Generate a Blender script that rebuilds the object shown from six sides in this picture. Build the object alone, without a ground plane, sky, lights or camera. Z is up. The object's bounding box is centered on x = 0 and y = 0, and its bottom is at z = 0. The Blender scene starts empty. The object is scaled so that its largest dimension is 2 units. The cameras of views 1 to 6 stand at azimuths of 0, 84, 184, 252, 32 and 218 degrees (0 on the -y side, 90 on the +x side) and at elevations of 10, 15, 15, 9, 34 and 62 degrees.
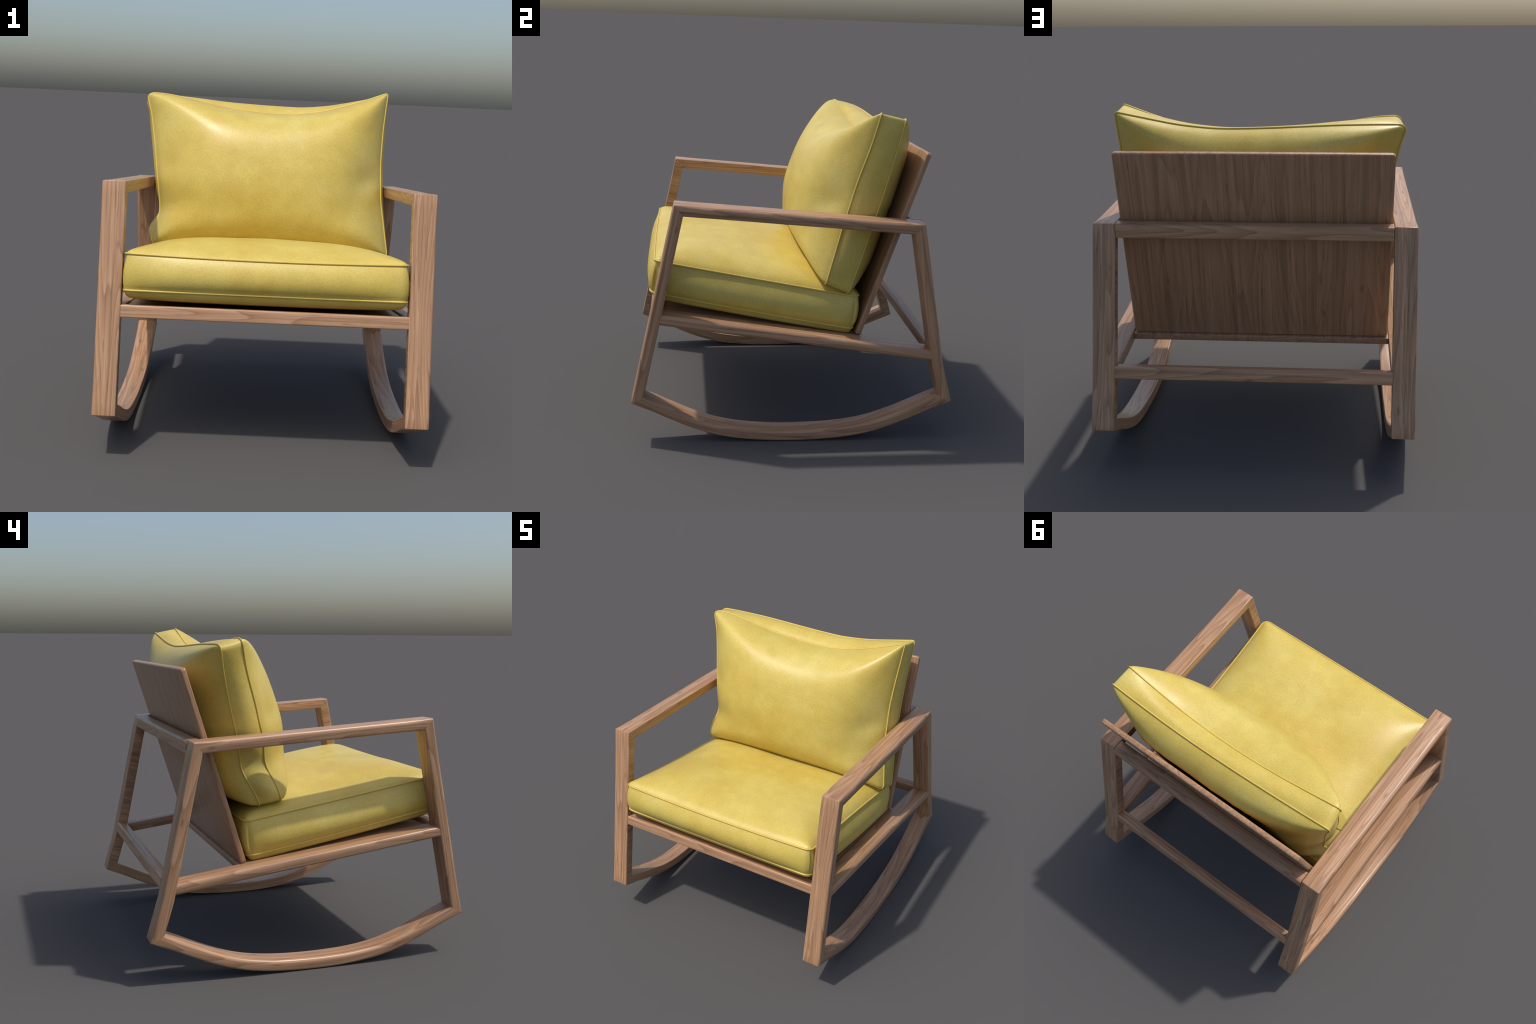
import bpy, math, random
import numpy as np
from mathutils import Vector, Matrix

random.seed(7)
SCN = bpy.context.scene.collection

# ------------------------------------------------------------------ materials
def new_mat(name):
    m = bpy.data.materials.new(name)
    m.use_nodes = True
    nt = m.node_tree
    nt.nodes.clear()
    out = nt.nodes.new('ShaderNodeOutputMaterial')
    bs = nt.nodes.new('ShaderNodeBsdfPrincipled')
    nt.links.new(bs.outputs[0], out.inputs[0])
    return m, nt, bs

def node(nt, typ, **kw):
    n = nt.nodes.new(typ)
    for k, v in kw.items():
        if k in n.inputs.keys():
            n.inputs[k].default_value = v
        else:
            setattr(n, k, v)
    return n

def math_node(nt, op, a, b=None):
    n = nt.nodes.new('ShaderNodeMath')
    n.operation = op
    for i, v in enumerate((a, b)):
        if v is None:
            continue
        if isinstance(v, (int, float)):
            n.inputs[i].default_value = v
        else:
            nt.links.new(v, n.inputs[i])
    return n.outputs[0]

def ramp(nt, fac, stops):
    n = nt.nodes.new('ShaderNodeValToRGB')
    el = n.color_ramp.elements
    while len(el) < len(stops):
        el.new(0.5)
    for e, (p, c) in zip(el, stops):
        e.position = p
        e.color = (c[0], c[1], c[2], 1) if not isinstance(c, (int, float)) else (c, c, c, 1)
    nt.links.new(fac, n.inputs[0])
    return n.outputs[0]

def mix(nt, fac, a, b, mode='MIX'):
    n = nt.nodes.new('ShaderNodeMix')
    n.data_type = 'RGBA'
    n.blend_type = mode
    for sock, v in ((n.inputs[0], fac), (n.inputs[6], a), (n.inputs[7], b)):
        if isinstance(v, (int, float)):
            sock.default_value = v
        elif isinstance(v, tuple):
            sock.default_value = (*v, 1)
        else:
            nt.links.new(v, sock)
    return n.outputs[2]

WOOD_LIGHT = (0.575, 0.345, 0.205)
WOOD_MID = (0.485, 0.272, 0.148)
WOOD_DARK = (0.25, 0.118, 0.058)

def wood_material(name, grain_axis=0, lines=0.81, ring_density=14.0, cross=8.0, along=0.5,
                  gain=1.0, contrast=1.0, curved=False):
    """Wood whose grain runs along the object's local axis `grain_axis`;
    growth rings are contour lines of a noise stretched along the grain."""
    m, nt, bs = new_mat(name)
    L = nt.links
    tc = node(nt, 'ShaderNodeTexCoord')
    oi = node(nt, 'ShaderNodeObjectInfo')
    seed = math_node(nt, 'MULTIPLY', oi.outputs['Random'], 37.0)
    comb = node(nt, 'ShaderNodeCombineXYZ')
    for i in range(3):
        L.new(seed, comb.inputs[i])
    coords = tc.outputs['Object']
    if curved:
        # straighten the runner's arc so that the grain follows it
        sep = node(nt, 'ShaderNodeSeparateXYZ')
        L.new(coords, sep.inputs[0])
        x2 = math_node(nt, 'MULTIPLY', sep.outputs[0], sep.outputs[0])
        arc = math_node(nt, 'ADD', math_node(nt, 'MULTIPLY', x2, 0.216),
                        math_node(nt, 'MULTIPLY', math_node(nt, 'MULTIPLY', x2, x2), 0.05))
        cmb = node(nt, 'ShaderNodeCombineXYZ')
        L.new(sep.outputs[0], cmb.inputs[0]); L.new(sep.outputs[1], cmb.inputs[1])
        L.new(math_node(nt, 'ADD', sep.outputs[2], arc), cmb.inputs[2])
        coords = cmb.outputs[0]
    def stretched(a, c):
        mp = node(nt, 'ShaderNodeMapping')
        s = [c, c, c]
        s[grain_axis] = a
        mp.inputs['Scale'].default_value = s
        L.new(coords, mp.inputs['Vector'])
        L.new(comb.outputs[0], mp.inputs['Location'])
        return mp.outputs[0]
    rings = node(nt, 'ShaderNodeTexNoise', Scale=1.0, Detail=1.5, Roughness=0.35)
    L.new(stretched(along, cross), rings.inputs['Vector'])
    saw = math_node(nt, 'FRACT', math_node(nt, 'MULTIPLY', rings.outputs['Fac'], ring_density))
    ringcol = ramp(nt, saw, [(0.0, WOOD_LIGHT), (0.45, WOOD_MID), (0.80, tuple(0.55*a+0.45*b for a, b in zip(WOOD_MID, WOOD_DARK))),
                             (0.93, WOOD_DARK), (1.0, WOOD_LIGHT)])
    soft = mix(nt, 0.55 * contrast, WOOD_MID, ringcol)
    # broad tone bands
    broad = node(nt, 'ShaderNodeTexNoise', Scale=1.0, Detail=2.0)
    L.new(stretched(0.28, 26.0), broad.inputs['Vector'])
    bcol = ramp(nt, broad.outputs['Fac'], [(0.30, 0.82), (0.5, 0.98), (0.7, 1.12)])
    c1 = mix(nt, 1.0, soft, bcol, 'MULTIPLY')
    # fibres
    fib = node(nt, 'ShaderNodeTexNoise', Scale=1.0, Detail=2.0, Roughness=0.6)
    L.new(stretched(5.0, 170.0), fib.inputs['Vector'])
    fcol = ramp(nt, fib.outputs['Fac'], [(0.3, 0.88), (0.7, 1.08)])
    c2 = mix(nt, 1.0, c1, fcol, 'MULTIPLY')
    # thin growth lines
    thin = node(nt, 'ShaderNodeTexNoise', Scale=1.0, Detail=1.0)
    L.new(stretched(0.7, 75.0), thin.inputs['Vector'])
    c2 = mix(nt, 1.0, c2, ramp(nt, thin.outputs['Fac'], [(0.34, lines), (0.46, 1.0), (0.7, 1.05)]), 'MULTIPLY')
    # short dark pores
    por = node(nt, 'ShaderNodeTexNoise', Scale=1.0, Detail=0.0)
    L.new(stretched(9.0, 120.0), por.inputs['Vector'])
    pm = ramp(nt, por.outputs['Fac'], [(0.72, 0.0), (0.80, 0.45)])
    c3 = mix(nt, pm, c2, tuple(0.7 * v for v in WOOD_DARK))
    # few small knots / flecks
    kn = node(nt, 'ShaderNodeTexVoronoi', Scale=1.0)
    L.new(stretched(3.0, 9.0), kn.inputs['Vector'])
    km = ramp(nt, kn.outputs['Distance'], [(0.03, 0.55), (0.11, 0.0)])
    c4 = mix(nt, km, c3, tuple(0.6 * v for v in WOOD_DARK))
    c5 = mix(nt, 1.0, c4, (gain, gain, gain), 'MULTIPLY')
    L.new(c5, bs.inputs['Base Color'])
    rr = ramp(nt, broad.outputs['Fac'], [(0.3, 0.29), (0.7, 0.38)])
    L.new(rr, bs.inputs['Roughness'])
    bs.inputs['Specular IOR Level'].default_value = 0.5
    bm = node(nt, 'ShaderNodeBump', Strength=0.10, Distance=0.002)
    L.new(fib.outputs['Fac'], bm.inputs['Height'])
    L.new(bm.outputs[0], bs.inputs['Normal'])
    return m

def leather_material(name, scale_patch=2.6, piping=False):
    m, nt, bs = new_mat(name)
    L = nt.links
    tc = node(nt, 'ShaderNodeTexCoord')
    v = tc.outputs['Object']
    def noise(scale, detail=2.0, rough=0.5):
        n = node(nt, 'ShaderNodeTexNoise', Scale=scale, Detail=detail, Roughness=rough)
        L.new(v, n.inputs['Vector'])
        return n.outputs['Fac']
    patch = noise(scale_patch, 3.0, 0.55)
    col = ramp(nt, patch, [(0.30, (0.635, 0.455, 0.085)), (0.50, (0.655, 0.50, 0.108)), (0.70, (0.69, 0.55, 0.145))])
    cloud = noise(11.0, 4.0, 0.6)
    col = mix(nt, 1.0, col, ramp(nt, cloud, [(0.3, 0.95), (0.7, 1.04)]), 'MULTIPLY')
    fine = noise(120.0, 3.0, 0.65)
    col = mix(nt, 1.0, col, ramp(nt, fine, [(0.30, 0.85), (0.5, 1.0), (0.7, 1.06)]), 'MULTIPLY')
    if piping:
        col = mix(nt, 0.55, col, (0.74, 0.53, 0.10))
    L.new(col, bs.inputs['Base Color'])
    L.new(ramp(nt, cloud, [(0.3, 0.34), (0.7, 0.43)]), bs.inputs['Roughness'])
    bs.inputs['Specular IOR Level'].default_value = 0.5
    grain = node(nt, 'ShaderNodeTexVoronoi', Scale=130.0)
    L.new(v, grain.inputs['Vector'])
    h = math_node(nt, 'ADD', math_node(nt, 'MULTIPLY', grain.outputs['Distance'], 0.6), fine)
    bm = node(nt, 'ShaderNodeBump', Strength=0.15, Distance=0.002)
    L.new(h, bm.inputs['Height'])
    L.new(bm.outputs[0], bs.inputs['Normal'])
    return m

WOOD = wood_material('wood_along_grain')
WOOD_CURVED = wood_material('wood_curved_grain', curved=True)
WOOD_CROSS = wood_material('wood_cross_grain', grain_axis=2, ring_density=11, cross=8.0)
WOOD_BOARD = wood_material('wood_board', cross=6.0, along=0.46, ring_density=15, contrast=0.68, gain=0.92, lines=0.86)  # gain under 1 darkens the base colour for shade lying on the backrest
LEATHER = leather_material('yellow_leather')
PIPING = leather_material('yellow_piping', piping=True)

# ------------------------------------------------------------------ helpers
ROOT = bpy.data.objects.new('rocking_chair', None)
SCN.objects.link(ROOT)
ROOT["label"] = "wooden rocking armchair with yellow leather seat and back cushions"
ROOT["category"] = "rocking chair"

def add_object(name, verts, faces, mats, parent=ROOT, frame=None, mat_ids=None,
               smooth=True, angle=35.0):
    """verts are in world space; frame is the world matrix of the object, whose
    local axes the wood grain follows."""
    frame = frame or Matrix.Identity(4)
    inv = frame.inverted()
    me = bpy.data.meshes.new(name)
    me.from_pydata([tuple(inv @ Vector(p)) for p in verts], [], faces)
    me.validate()
    for mt in mats:
        me.materials.append(mt)
    if mat_ids is not None:
        me.polygons.foreach_set('material_index', mat_ids)
    import bmesh
    bm = bmesh.new()
    bm.from_mesh(me)
    bmesh.ops.remove_doubles(bm, verts=bm.verts, dist=1e-5)
    bmesh.ops.recalc_face_normals(bm, faces=bm.faces)
    bm.to_mesh(me)
    bm.free()
    ob = bpy.data.objects.new(name, me)
    SCN.objects.link(ob)
    ob.parent = parent
    if parent is not ROOT:
        ob.matrix_parent_inverse = parent.matrix_world.inverted()
    ob.matrix_world = frame
    if smooth:
        me.shade_smooth()
        me.set_sharp_from_angle(angle=math.radians(angle))
    bpy.context.view_layer.update()
    return ob

def frame_from(origin, xdir, ydir):
    x = Vector(xdir).normalized()
    z = x.cross(Vector(ydir)).normalized()
    y = z.cross(x)
    m = Matrix((x, y, z)).transposed().to_4x4()
    m.translation = Vector(origin)
    return m

def rounded_section(w0, w1, t, radii, n=5):
    """closed outline of a board section: x from w0 to w1, depth from 0 to t;
    radii for the corners (w0,0) (w1,0) (w1,t) (w0,t)."""
    pts = []
    cor = [((w0, 0), (1, 1), 180), ((w1, 0), (-1, 1), 270), ((w1, t), (-1, -1), 0), ((w0, t), (1, -1), 90)]
    for (c, s, a0), r in zip(cor, radii):
        cx, cy = c[0] + s[0] * r, c[1] + s[1] * r
        for i in range(n + 1):
            a = math.radians(a0 + 90 * i / n)
            pts.append((cx + r * math.cos(a), cy + r * math.sin(a)))
    return pts

def loft(rings, cap=True):
    n = len(rings[0])
    verts = [p for r in rings for p in r]
    faces = []
    for i in range(len(rings) - 1):
        for j in range(n):
            k = (j + 1) % n
            faces.append((i * n + j, i * n + k, (i + 1) * n + k, (i + 1) * n + j))
    if cap:
        faces.append(tuple(range(n - 1, -1, -1)))
        b = (len(rings) - 1) * n
        faces.append(tuple(range(b, b + n)))
    return verts, faces

# ------------------------------------------------------------------ side frames
def smoothstep(a, b, x):
    t = np.clip((x - a) / (b - a), 0, 1)
    return t * t * (3 - 2 * t)

X_OUT, X_IN = 0.889, 0.762
THICK = 0.067
R_OUT, R_IN = 0.014, 0.005
FRONT_TOP = (-0.733, 1.470)
REAR_TOP = (0.731, 1.372)
HEEL_BEND = (0.908, 0.500)      # the rear leg flares slightly below this point
# lower outline of the rocker from front to rear (y, z)
ROCKER = [(-0.980, 0.254), (-0.86, 0.2040), (-0.76, 0.157), (-0.67, 0.1150), (-0.58, 0.079), (-0.49, 0.0500),
          (-0.40, 0.0290), (-0.30, 0.0140), (-0.20, 0.0050), (-0.10, 0.001), (0.0, 0.0),
          (0.10, 0.0020), (0.20, 0.007), (0.30, 0.0165), (0.40, 0.032), (0.49, 0.0535), (0.58, 0.083),
          (0.67, 0.118), (0.76, 0.158), (0.86, 0.2040), (0.980, 0.254)]

def catmull(pts, per=4):
    P = [np.array(p, float) for p in pts]
    P = [2 * P[0] - P[1]] + P + [2 * P[-1] - P[-2]]
    out = []
    for i in range(1, len(P) - 2):
        for k in range(per):
            t = k / per
            out.append(0.5 * ((2 * P[i]) + (-P[i-1] + P[i+1]) * t + (2*P[i-1] - 5*P[i] + 4*P[i+1] - P[i+2]) * t*t
                              + (-P[i-1] + 3*P[i] - 3*P[i+1] + P[i+2]) * t**3))
    out.append(P[-2])
    return out

def offset_path(pts):
    """inner points: offset to the left of travel by THICK, with mitres, closed loop"""
    n = len(pts)
    res = []
    for i in range(n):
        a, b, c = pts[i-1], pts[i], pts[(i+1) % n]
        d1 = (b - a) / np.linalg.norm(b - a)
        d2 = (c - b) / np.linalg.norm(c - b)
        n1 = np.array([-d1[1], d1[0]]); n2 = np.array([-d2[1], d2[0]])
        m = n1 + n2
        m /= np.linalg.norm(m)
        res.append(b + m * THICK / max(0.3, m.dot(n1)))
    return res

def build_side(sign):
    rk = catmull(ROCKER)
    # the runner is straight close to its ends
    rk = [rk[0]] + [p for p in rk if 0.11 < min(np.linalg.norm(p - rk[0]), np.linalg.norm(p - rk[-1]))] + [rk[-1]]
    loop = list(rk)                        # rocker, front foot -> rear foot
    i_rf = len(loop) - 1
    loop += [np.array(HEEL_BEND), np.array(REAR_TOP), np.array(FRONT_TOP)]
    inner = offset_path(loop)
    # counter-clockwise in (y, z) so that the inside is on the left
    def stations(idx):
        return [(loop[i % len(loop)], inner[i % len(loop)]) for i in idx]
    def dense(st, n):
        a, b = st[0], st[-1]
        n *= 3
        return [(a[0] + (b[0]-a[0])*k/n, a[1] + (b[1]-a[1])*k/n) for k in range(n + 1)]
    def softened(st, r=0.004):
        """round the outer corner a little at both ends of a member"""
        out = list(st)
        for end, nxt in ((0, 1), (-1, -2)):
            O, I = st[end]
            dirn = st[nxt][0] - O
            dirn = dirn / np.linalg.norm(dirn)
            din = (I - O) / np.linalg.norm(I - O)
            new = []
            for k in (0.0, 0.5, 1.0):
                o = O + din * r * 0.55 * (1-k)**2 + dirn * r * k
                i2 = I + (st[nxt][1] - I) / np.linalg.norm(st[nxt][1] - I) * r * k * 0.6
                new.append((o, i2))
            out = (new + out[1:]) if end == 0 else (out[:-1] + new[::-1])
        return out
    members = [('rocker', stations(range(0, i_rf + 1))),
               ('rear_leg', dense(stations([i_rf, i_rf + 1]), 2)[:-1] + dense(stations([i_rf + 1, i_rf + 2]), 4)),
               ('armrest', dense(stations([i_rf + 2, i_rf + 3]), 6)),
               ('front_leg', dense(stations([i_rf + 3, i_rf + 4]), 6))]
    t = THICK
    # outer-face edge radii in the middle of each member: outside / inside of the loop
    radii = {'rocker': (0.013, 0.023), 'armrest': (0.023, 0.012), 'front_leg': (0.016, 0.009), 'rear_leg': (0.009, 0.009)}
    R_END = 0.010
    for name, st in members:
        st = softened(st)
        rings = []
        ends = (st[0][0], st[-1][0])
        for O, I in st:
            k = float(smoothstep(0.0, 0.14, min(np.linalg.norm(O - ends[0]), np.linalg.norm(O - ends[1]))))
            ro, ri = [R_END + (r - R_END) * k for r in radii[name]]
            sec = rounded_section(X_IN, X_OUT, t, (R_IN, ro, ri, R_IN))
            ring = []
            for x, d in sec:
                p = O + (I - O) * (d / t)
                ring.append((sign * x, p[0], p[1]))
            rings.append(ring)
        verts, faces = loft(rings)
        c = (st[0][0] + st[-1][0] + st[0][1] + st[-1][1]) / 4
        d = st[-1][0] - st[0][0]
        fr = frame_from((sign * (X_IN + X_OUT) / 2, c[0], c[1]), (0, d[0], d[1]), (1, 0, 0))
        ids = None
        mats = [WOOD_CURVED if name == 'rocker' else WOOD]
        if 'leg' in name:
            mats = [WOOD, WOOD_CROSS]
            ids = []
            for f in faces:
                xs = [abs(verts[i][0]) for i in f]
                ids.append(1 if max(xs) < X_IN + 1e-4 and len(f) == 4 else 0)
        add_object('leg' if 'leg' in name else name, verts, faces, mats, frame=fr, mat_ids=ids)
    # side rail
    top_f, top_r = (-0.825, 0.812), (0.868, 0.5785)
    d = np.array(top_r) - np.array(top_f)
    L = np.linalg.norm(d)
    u = d / L
    nrm = np.array([-u[1], u[0]])
    h = 0.063
    secr = rounded_section(X_IN, X_OUT - 0.002, h, (R_IN, R_OUT, 0.022, R_IN))
    rings = []
    for k in range(9):
        b = np.array(top_f) + u * L * k / 8
        rings.append([(sign * x, *(b - nrm * (h - q))) for x, q in secr])
    verts, faces = loft(rings)
    fr = frame_from((sign * 0.82, 0, 0.69), (0, u[0], u[1]), (1, 0, 0))
    add_object('seat_rail', verts, faces, [WOOD], frame=fr)

for s in (1, -1):
    build_side(s)

# ------------------------------------------------------------------ cross bars
def crossbar(name, centre, depth, height, tilt, radii, half=0.7635):
    """bar along x; section axes: depth (along y, tilted) and height"""
    ca, sa = math.cos(tilt), math.sin(tilt)
    sec = rounded_section(-depth/2, depth/2, height, radii)
    rings = []
    for k in range(7):
        x = -half + 2 * half * k / 6
        rings.append([(x, centre[0] + a*ca - (b - height/2)*sa, centre[1] + a*sa + (b - height/2)*ca) for a, b in sec])
    verts, faces = loft(rings)
    fr = frame_from((0, *centre), (1, 0, 0), (0, ca, sa))
    return add_object(name, verts, faces, [WOOD], frame=fr)

crossbar('crossbar', (-0.832, 0.790), 0.068, 0.068, math.radians(-10), (.005, .005, .012, .010))
crossbar('crossbar', (0.700, 1.335), 0.088, 0.080, math.radians(-4), (.006, .008, .020, .018), half=0.759)
crossbar('crossbar', (0.862, 0.561), 0.068, 0.072, math.radians(8), (.006, .006, .016, .012))

# ------------------------------------------------------------------ seat panel and backrest board
def slab(name, width, p0, p1, thick, mat, r_edge, r_corner):
    """flat board: width along x, running from p0 to p1 in (y, z) on its front/top
    face, thick to the right of travel; rounded plan corners and edges."""
    p0, p1 = np.array(p0), np.array(p1)
    u = p1 - p0
    L = np.linalg.norm(u); u /= L
    nrm = np.array([u[1], -u[0]])
    def outline(inset):
        w, r = width/2 - inset, max(r_corner - inset, 0.001)
        pts = []
        for (cx, cy, a0) in ((w - r, L - inset - r, 0), (-w + r, L - inset - r, 90), (-w + r, inset + r, 180), (w - r, inset + r, 270)):
            for i in range(7):
                a = math.radians(a0 + 15 * i)
                pts.append((cx + r*math.cos(a), cy + r*math.sin(a)))
        return pts
    rings = []
    prof = []
    for i in range(5):
        a = math.radians(90 * i / 4)
        prof.append((r_edge * (1 - math.sin(a)), r_edge * (1 - math.cos(a))))
    prof += [(ins, thick - d) for ins, d in reversed(prof)]
    for ins, dep in prof:
        ring = []
        for x, s in outline(ins):
            q = p0 + u * s + nrm * dep
            ring.append((x, q[0], q[1]))
        rings.append(ring)
    verts, faces = loft(rings)
    mid = (p0 + p1) / 2
    fr = frame_from((0, mid[0], mid[1]), (0, u[0], u[1]), (1, 0, 0))
    return add_object(name, verts, faces, [mat], frame=fr)

slab('seat_panel', 1.526, (-0.83, 0.801), (0.434, 0.631), 0.039, WOOD_BOARD, 0.006, 0.01)
slab('backrest_board', 1.510, (0.380, 0.643), (0.740, 1.776), 0.035, WOOD_BOARD, 0.011, 0.020)

# ------------------------------------------------------------------ cushions
class Noise3:
    """smooth value noise for soft lumps"""
    def __init__(self, seed):
        self.g = np.random.RandomState(seed).rand(17, 17, 17) * 2 - 1
    def __call__(self, p, s):
        q = np.asarray(p) * s + 100.0
        i = np.floor(q).astype(int); f = q - i
        f = f * f * (3 - 2 * f)
        r = 0
        for a in (0, 1):
            for b in (0, 1):
                for c in (0, 1):
                    w = (f[..., 0] if a else 1 - f[..., 0]) * (f[..., 1] if b else 1 - f[..., 1]) * (f[..., 2] if c else 1 - f[..., 2])
                    r = r + w * self.g[(i[..., 0] + a) % 17, (i[..., 1] + b) % 17, (i[..., 2] + c) % 17]
        return r

def side_params(n):
    """parameters along one side, denser toward the corners"""
    t = np.linspace(-1, 1, n + 1)
    return np.sin(t * math.pi / 2 * 0.80) / math.sin(math.pi / 2 * 0.80)

def cushion(name, frame, edge_a, edge_b, crown_a, crown_b, bulge, n=72, m=10,
            corner=0.04, extra=None, pipe_r=0.006):
    """Box cushion in a local frame (x: width, y: length, z: outward of panel a).
    edge_a / edge_b: functions (u, v) on the border of the unit square -> local 3D
    point of the two seams; crown_*: functions (u, v) -> height over the seam patch;
    bulge: function (u, v, t) -> outward swelling of the boxing strip."""
    tt = side_params(n)
    # border walk: bottom, right, top, left with rounded plan corners
    def round_uv(u, v):
        return u, v
    U, V = np.meshgrid(tt, tt, indexing='ij')
    def patch(edge):
        c0 = np.array([edge(u, -1) for u in tt]); c1 = np.array([edge(u, 1) for u in tt])
        d0 = np.array([edge(-1, v) for v in tt]); d1 = np.array([edge(1, v) for v in tt])
        a = (U[..., None] + 1) / 2; b = (V[..., None] + 1) / 2
        ruled1 = (1 - b) * c0[:, None, :] + b * c1[:, None, :]
        ruled2 = (1 - a) * d0[None, :, :] + a * d1[None, :, :]
        bil = ((1-a)*(1-b)*c0[0] + a*(1-b)*c0[-1] + (1-a)*b*c1[0] + a*b*c1[-1])
        return ruled1 + ruled2 - bil
    A = patch(edge_a); B = patch(edge_b)
    loop = [(i, 0) for i in range(n)] + [(n, j) for j in range(n)] + [(i, n) for i in range(n, 0, -1)] + [(0, j) for j in range(n, 0, -1)]
    seam_a = np.array([A[i, j] for i, j in loop]); seam_b = np.array([B[i, j] for i, j in loop])
    A = A.copy(); B = B.copy()
    A[..., 2] += crown_a(U, V)
    B[..., 2] -= crown_b(U, V)
    # outward direction along the seam
    def outward(s):
        tan = np.roll(s, -1, 0) - np.roll(s, 1, 0)
        tan[:, 2] = 0
        tan /= np.linalg.norm(tan, axis=1)[:, None]
        o = np.stack([tan[:, 1], -tan[:, 0], np.zeros(len(s))], 1)
        for _ in range(3):
            o = (np.roll(o, 1, 0) + 2*o + np.roll(o, -1, 0)) / 4
        return o / np.linalg.norm(o, axis=1)[:, None]
    out = outward(seam_a)
    luv = [(U[i, j], V[i, j]) for i, j in loop]
    verts = []
    idx_a = np.zeros((n+1, n+1), int); idx_b = np.zeros((n+1, n+1), int)
    for arr, idx in ((A, idx_a), (B, idx_b)):
        for i in range(n+1):
            for j in range(n+1):
                idx[i, j] = len(verts); verts.append(arr[i, j])
    faces = []
    for i in range(n):
        for j in range(n):
            faces.append((idx_a[i, j], idx_a[i+1, j], idx_a[i+1, j+1], idx_a[i, j+1]))
            faces.append((idx_b[i, j], idx_b[i, j+1], idx_b[i+1, j+1], idx_b[i+1, j]))
    rows = [[idx_a[i, j] for i, j in loop]]
    for k in range(1, m):
        t = k / m
        row = []
        for q in range(len(loop)):
            p = seam_a[q] * (1-t) + seam_b[q] * t + out[q] * bulge(*luv[q], t)
            row.append(len(verts)); verts.append(p)
        rows.append(row)
    rows.append([idx_b[i, j] for i, j in loop])
    for k in range(m):
        for q in range(len(loop)):
            r = (q + 1) % len(loop)
            faces.append((rows[k][q], rows[k+1][q], rows[k+1][r], rows[k][r]))
    verts = np.array(verts)
    if extra is not None:
        verts = extra(verts)
        seam_a2 = verts[rows[0]]; seam_b2 = verts[rows[-1]]
    else:
        seam_a2, seam_b2 = seam_a, seam_b
    world = [tuple(frame @ Vector(p)) for p in verts]
    ob = add_object(name, world, faces, [LEATHER], frame=frame, angle=55)
    # piping along both seams
    for seam, lift in ((seam_a2, 1), (seam_b2, -1)):
        o = outward(seam)
        path = seam + o * pipe_r * 0.45 + np.array([0, 0, lift * pipe_r * 0.2])
        N = len(path)
        rings = []
        for q in range(N):
            tan = path[(q+1) % N] - path[q-1]
            tan /= np.linalg.norm(tan)
            e1 = np.cross(tan, [0, 0, 1]); e1 /= np.linalg.norm(e1)
            e2 = np.cross(e1, tan)
            rings.append([path[q] + pipe_r * (math.cos(a)*e1 + math.sin(a)*e2) for a in np.linspace(0, 2*math.pi, 9)[:-1]])
        rings.append(rings[0])
        pv, pf = loft(rings, cap=False)
        add_object('piping', [tuple(frame @ Vector(p)) for p in pv], pf, [PIPING], parent=ob, frame=frame, angle=80)
    return ob

def rounded_rect_edge(u, v, hw, hl, r):
    """map the border of the unit square on a rectangle with rounded corners"""
    x, y = u * hw, v * hl
    ax, ay = abs(x), abs(y)
    if ax > hw - r and ay > hl - r:
        # corner region: walk the arc
        if abs(abs(u) - 1) < 1e-9:
            f = (ay - (hl - r)) / r          # 0 at start of the arc, 1 at the diagonal
            a = math.radians(45 * f)
        else:
            f = (ax - (hw - r)) / r
            a = math.radians(90 - 45 * f)
        x = math.copysign(hw - r + r * math.cos(a), x)
        y = math.copysign(hl - r + r * math.sin(a), y)
    return x, y

# seat cushion ---------------------------------------------------------------
SLOPE = math.radians(10.0)
SEAT = frame_from((0, -0.225, 0.992), (1, 0, 0), (0, math.cos(SLOPE), -math.sin(SLOPE)))
SW, SL, SH = 0.747, 0.627, 0.192
n1 = Noise3(3)

def seat_edge_a(u, v):
    x, y = rounded_rect_edge(u, v, SW, SL, 0.045)
    k = (1 - u*u)
    y -= 0.006 * k * max(0, -v) ** 6
    x *= 1 - 0.020 * (1 - v*v)
    z = -0.012 * k * max(0, -v) ** 6 - 0.006 * (1 - v*v)
    return np.array([x, y, z])
def seat_edge_b(u, v):
    x, y = rounded_rect_edge(u, v, SW, SL, 0.045)
    y += 0.006 * (v + 1) + 0.008 * (v < -0.9)
    x *= 1 + 0.016 * (1 - v*v)
    return np.array([x, y, -SH - 0.007 * (v + 1)])
def soft_min(a, b, k=3.0):
    a = np.maximum(a, 1e-4); b = np.maximum(b, 1e-4)
    return (a**-k + b**-k - 1) ** (-1.0 / k)
def dome(t, e, q=1.0):
    return np.clip(1 - np.abs(t)**e, 0, 1)**q
def seat_crown(u, v):
    h = 0.129 * soft_min(dome(u, 3.8, 0.9), dome(v, np.where(v < 0, 3.6, 2.7), 0.92), 3.0)
    P = np.stack([u, v, 0*u], -1)
    return h + 0.006 * n1(P, 2.3) * dome(u, 4) * dome(v, 4)
def seat_under(u, v):
    return (0.050 - 0.002 * np.abs(v) + 0.014 * dome(u, 3) * dome(v, 8)) * dome(u, 30, 0.5) * np.where(v < 0, dome(v, 14, 0.6), dome(v, 30, 0.5))
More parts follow.
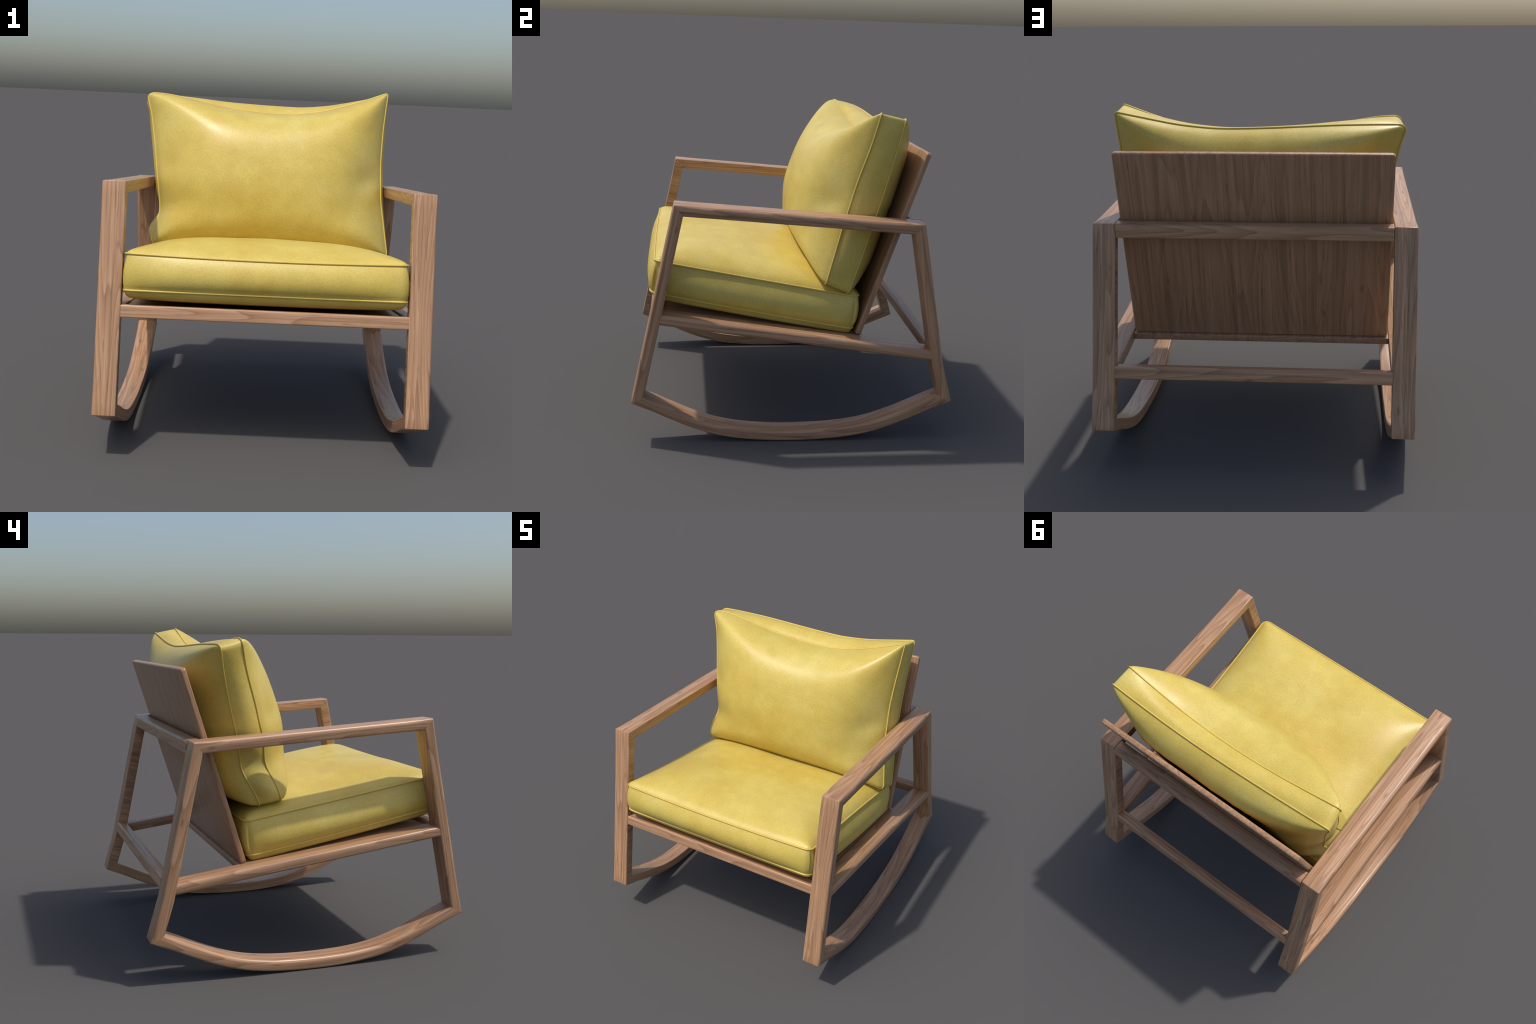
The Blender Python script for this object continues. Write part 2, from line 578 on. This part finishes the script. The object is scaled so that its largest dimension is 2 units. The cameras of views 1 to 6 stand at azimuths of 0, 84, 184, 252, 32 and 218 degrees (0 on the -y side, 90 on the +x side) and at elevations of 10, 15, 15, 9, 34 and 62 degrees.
def seat_bulge(u, v, t):
    e = max(abs(u), 0) if abs(abs(v) - 1) < 1e-9 else abs(v)
    side = abs(abs(u) - 1) < 1e-9 and abs(v) < 1
    if not side:
        t = t ** 1.25
    else:
        t = t ** 1.5                   # fuller toward the bottom
    return (0.036 * (1 - e**6) if side else 0.038 * (0.45 + 0.55 * (1 - e**4))) * (4*t*(1-t))**0.8
cushion('seat_cushion', SEAT, seat_edge_a, seat_edge_b, seat_crown, seat_under, seat_bulge)

# back cushion ---------------------------------------------------------------
# corners of the front seam in world space
TR, TL = Vector((0.755, 0.456, 1.996)), Vector((-0.804, 0.430, 1.932))
BR, BL = Vector((0.780, 0.178, 0.968)), Vector((-0.722, 0.157, 0.985))
mid = (TR + TL + BR + BL) / 4
upv = ((TR + TL) - (BR + BL)).normalized()
BACK = frame_from(mid, (1, 0, 0), upv)          # local z faces the sitter
# frame_from gives z = x cross y; x right, y up -> z toward -y (front)
INV = BACK.inverted()
cTR, cTL, cBR, cBL = [np.array(INV @ p) for p in (TR, TL, BR, BL)]
BT = 0.132
n2 = Noise3(11)

def gauss(t, c, w):
    return np.exp(-((t - c) / w) ** 2)

def smooth_curve(knots, sigma=0.07):
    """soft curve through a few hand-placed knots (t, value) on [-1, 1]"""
    t = np.linspace(-1, 1, 401)
    y = np.interp(t, *zip(*knots))
    k = np.exp(-0.5 * (np.linspace(-3, 3, int(3 * sigma * 400) | 1)) ** 2)
    k /= k.sum()
    pad = len(k) // 2
    ext = np.concatenate([2*y[0] - y[pad:0:-1], y, 2*y[-1] - y[-2:-pad-2:-1]])
    y = np.convolve(ext, k, 'valid')
    return lambda x: float(np.interp(x, t, y))
# sag of the top seams, draw-in of the side seams
TOP_FRONT = smooth_curve([(-1, 0), (-.86, 0), (-.55, .050), (-.33, .092), (0, .124), (.22, .134), (.49, .114), (.79, .052), (1, 0)])
TOP_REAR = smooth_curve([(-1, 0), (-.8, .003), (-.5, .016), (0, .050), (.3, .065), (.57, .053), (.75, .030), (1, 0)])
SIDE_RIGHT = smooth_curve([(-1, 0), (-.66, .022), (-.35, .043), (.12, .047), (.55, .030), (1, 0)])
SIDE_LEFT = smooth_curve([(-1, 0), (-.86, .006), (-.71, .034), (-.55, .060), (-.40, .059), (-.12, .052), (.30, .043), (.73, .026), (1, 0)], 0.045)

def corner_shift(u, v, hw, hl):
    r = (0.048 if v > 0 else 0.04) if u < 0 else (0.018 if v > 0 else 0.03)
    rx, ry = rounded_rect_edge(u, v, hw, hl, r)
    return rx - u * hw, ry - v * hl

def back_outline(u, v, rear):
    a, b = (u + 1) / 2, (v + 1) / 2
    x, y, z = (1-a)*(1-b)*cBL + a*(1-b)*cBR + (1-a)*b*cTL + a*b*cTR
    dx, dy = corner_shift(u, v, 0.755, 0.52)
    x += dx; y += dy
    if v > 0.999:
        y -= (TOP_REAR if rear else TOP_FRONT)(u)
    elif v < -0.999:
        y += 0.012 * (1 - u*u)
    if abs(u) > 0.999:
        if u > 0:
            x -= SIDE_RIGHT(v) * (0.75 if rear else 1)
        else:
            x += SIDE_LEFT(v)
            z -= 0.024 * gauss(v, -0.52, 0.24)
    if rear:
        z -= BT + 0.012 * a + 0.022 * (1 - v*v) + 0.020 * (1 - u*u) * (v > 0.999)
        x += 0.012 * u * b - (0.006 * b if u < 0 else 0) * abs(u)
        y += (0.002 + 0.006 * a) * b + (1 - b) * (0.016 - 0.034 * a)
    else:
        z -= 0.008 * gauss(v, 0.62, 0.3) * (abs(u) > 0.999) + 0.042 * (1 - u*u) * (v > 0.999)
    return np.array([x, y, z])
def back_edge_a(u, v):
    return back_outline(u, v, False)
def back_edge_b(u, v):
    return back_outline(u, v, True)
def back_front(u, v):
    h = 0.258 * soft_min(dome(u, 3.6 + 0.6 * np.sign(u) * np.tanh(3 * v)), dome(v, np.where(v > 0, 3.8, 3.6)), 3.2)
    h += 0.046 * (1 - u*u) * (v + 1) / 2 * dome(v, 7.0)      # the top seam is set back, the face is not
    h -= 0.010 * np.exp(-((u - 0.62)/0.2)**2 - ((v + 0.55)/0.2)**2)
    h -= 0.020 * np.exp(-((u - 0.84)/0.10)**2 - ((v + 0.10)/0.15)**2)
    h -= 0.013 * np.exp(-((u + 0.86)/0.12)**2 - ((v - 0.02)/0.15)**2)
    h -= 0.006 * np.exp(-((u + 0.90)/0.10)**2 - ((v + 0.48)/0.12)**2)
    P = np.stack([u, v, 0*u], -1)
    return h + 0.007 * n2(P, 2.1) * dome(u, 4) * dome(v, 4)
def back_rear(u, v):
    return -0.018 * (1 - u*u) * (v + 1) / 2 * dome(v, 6.0) + np.where(v > 0, 0.212, 0.200) * soft_min(dome(u, np.where(u > 0, 2.9, 4.6 - 2.4 * np.tanh(3 * v))), np.where(v > 0, dome(v, 5.5, 0.75), dome(v, 6.0)), 2.5)
def back_bulge(u, v, t):
    e = abs(u) if abs(abs(v) - 1) < 1e-9 else abs(v)
    b = 0.022 * (1 - e**4)
    if u < -0.999:                     # buckled fold low on one side
        b += 0.028 * gauss(v, -0.80, 0.14) - 0.018 * gauss(v, -0.47, 0.12)
    return b * 4*t*(1-t)
def back_fit(V):
    """rest on the board behind: nothing passes through its front face"""
    W = np.array([tuple(BACK @ Vector(p)) for p in V])
    limit = 0.380 + (W[:, 2] - 0.643) * (0.360 / 1.133) - 0.018 - 0.018 * gauss(W[:, 2], 1.60, 0.16) + 0.044 * smoothstep(1.70, 1.83, W[:, 2])
    over = W[:, 1] - limit
    soft = np.where(over > 0, over, 0)
    W[:, 1] -= soft
    return np.array([tuple(INV @ Vector(p)) for p in W])
cushion('backrest_cushion', BACK, back_edge_a, back_edge_b, back_front, back_rear, back_bulge,
        extra=back_fit, pipe_r=0.005)
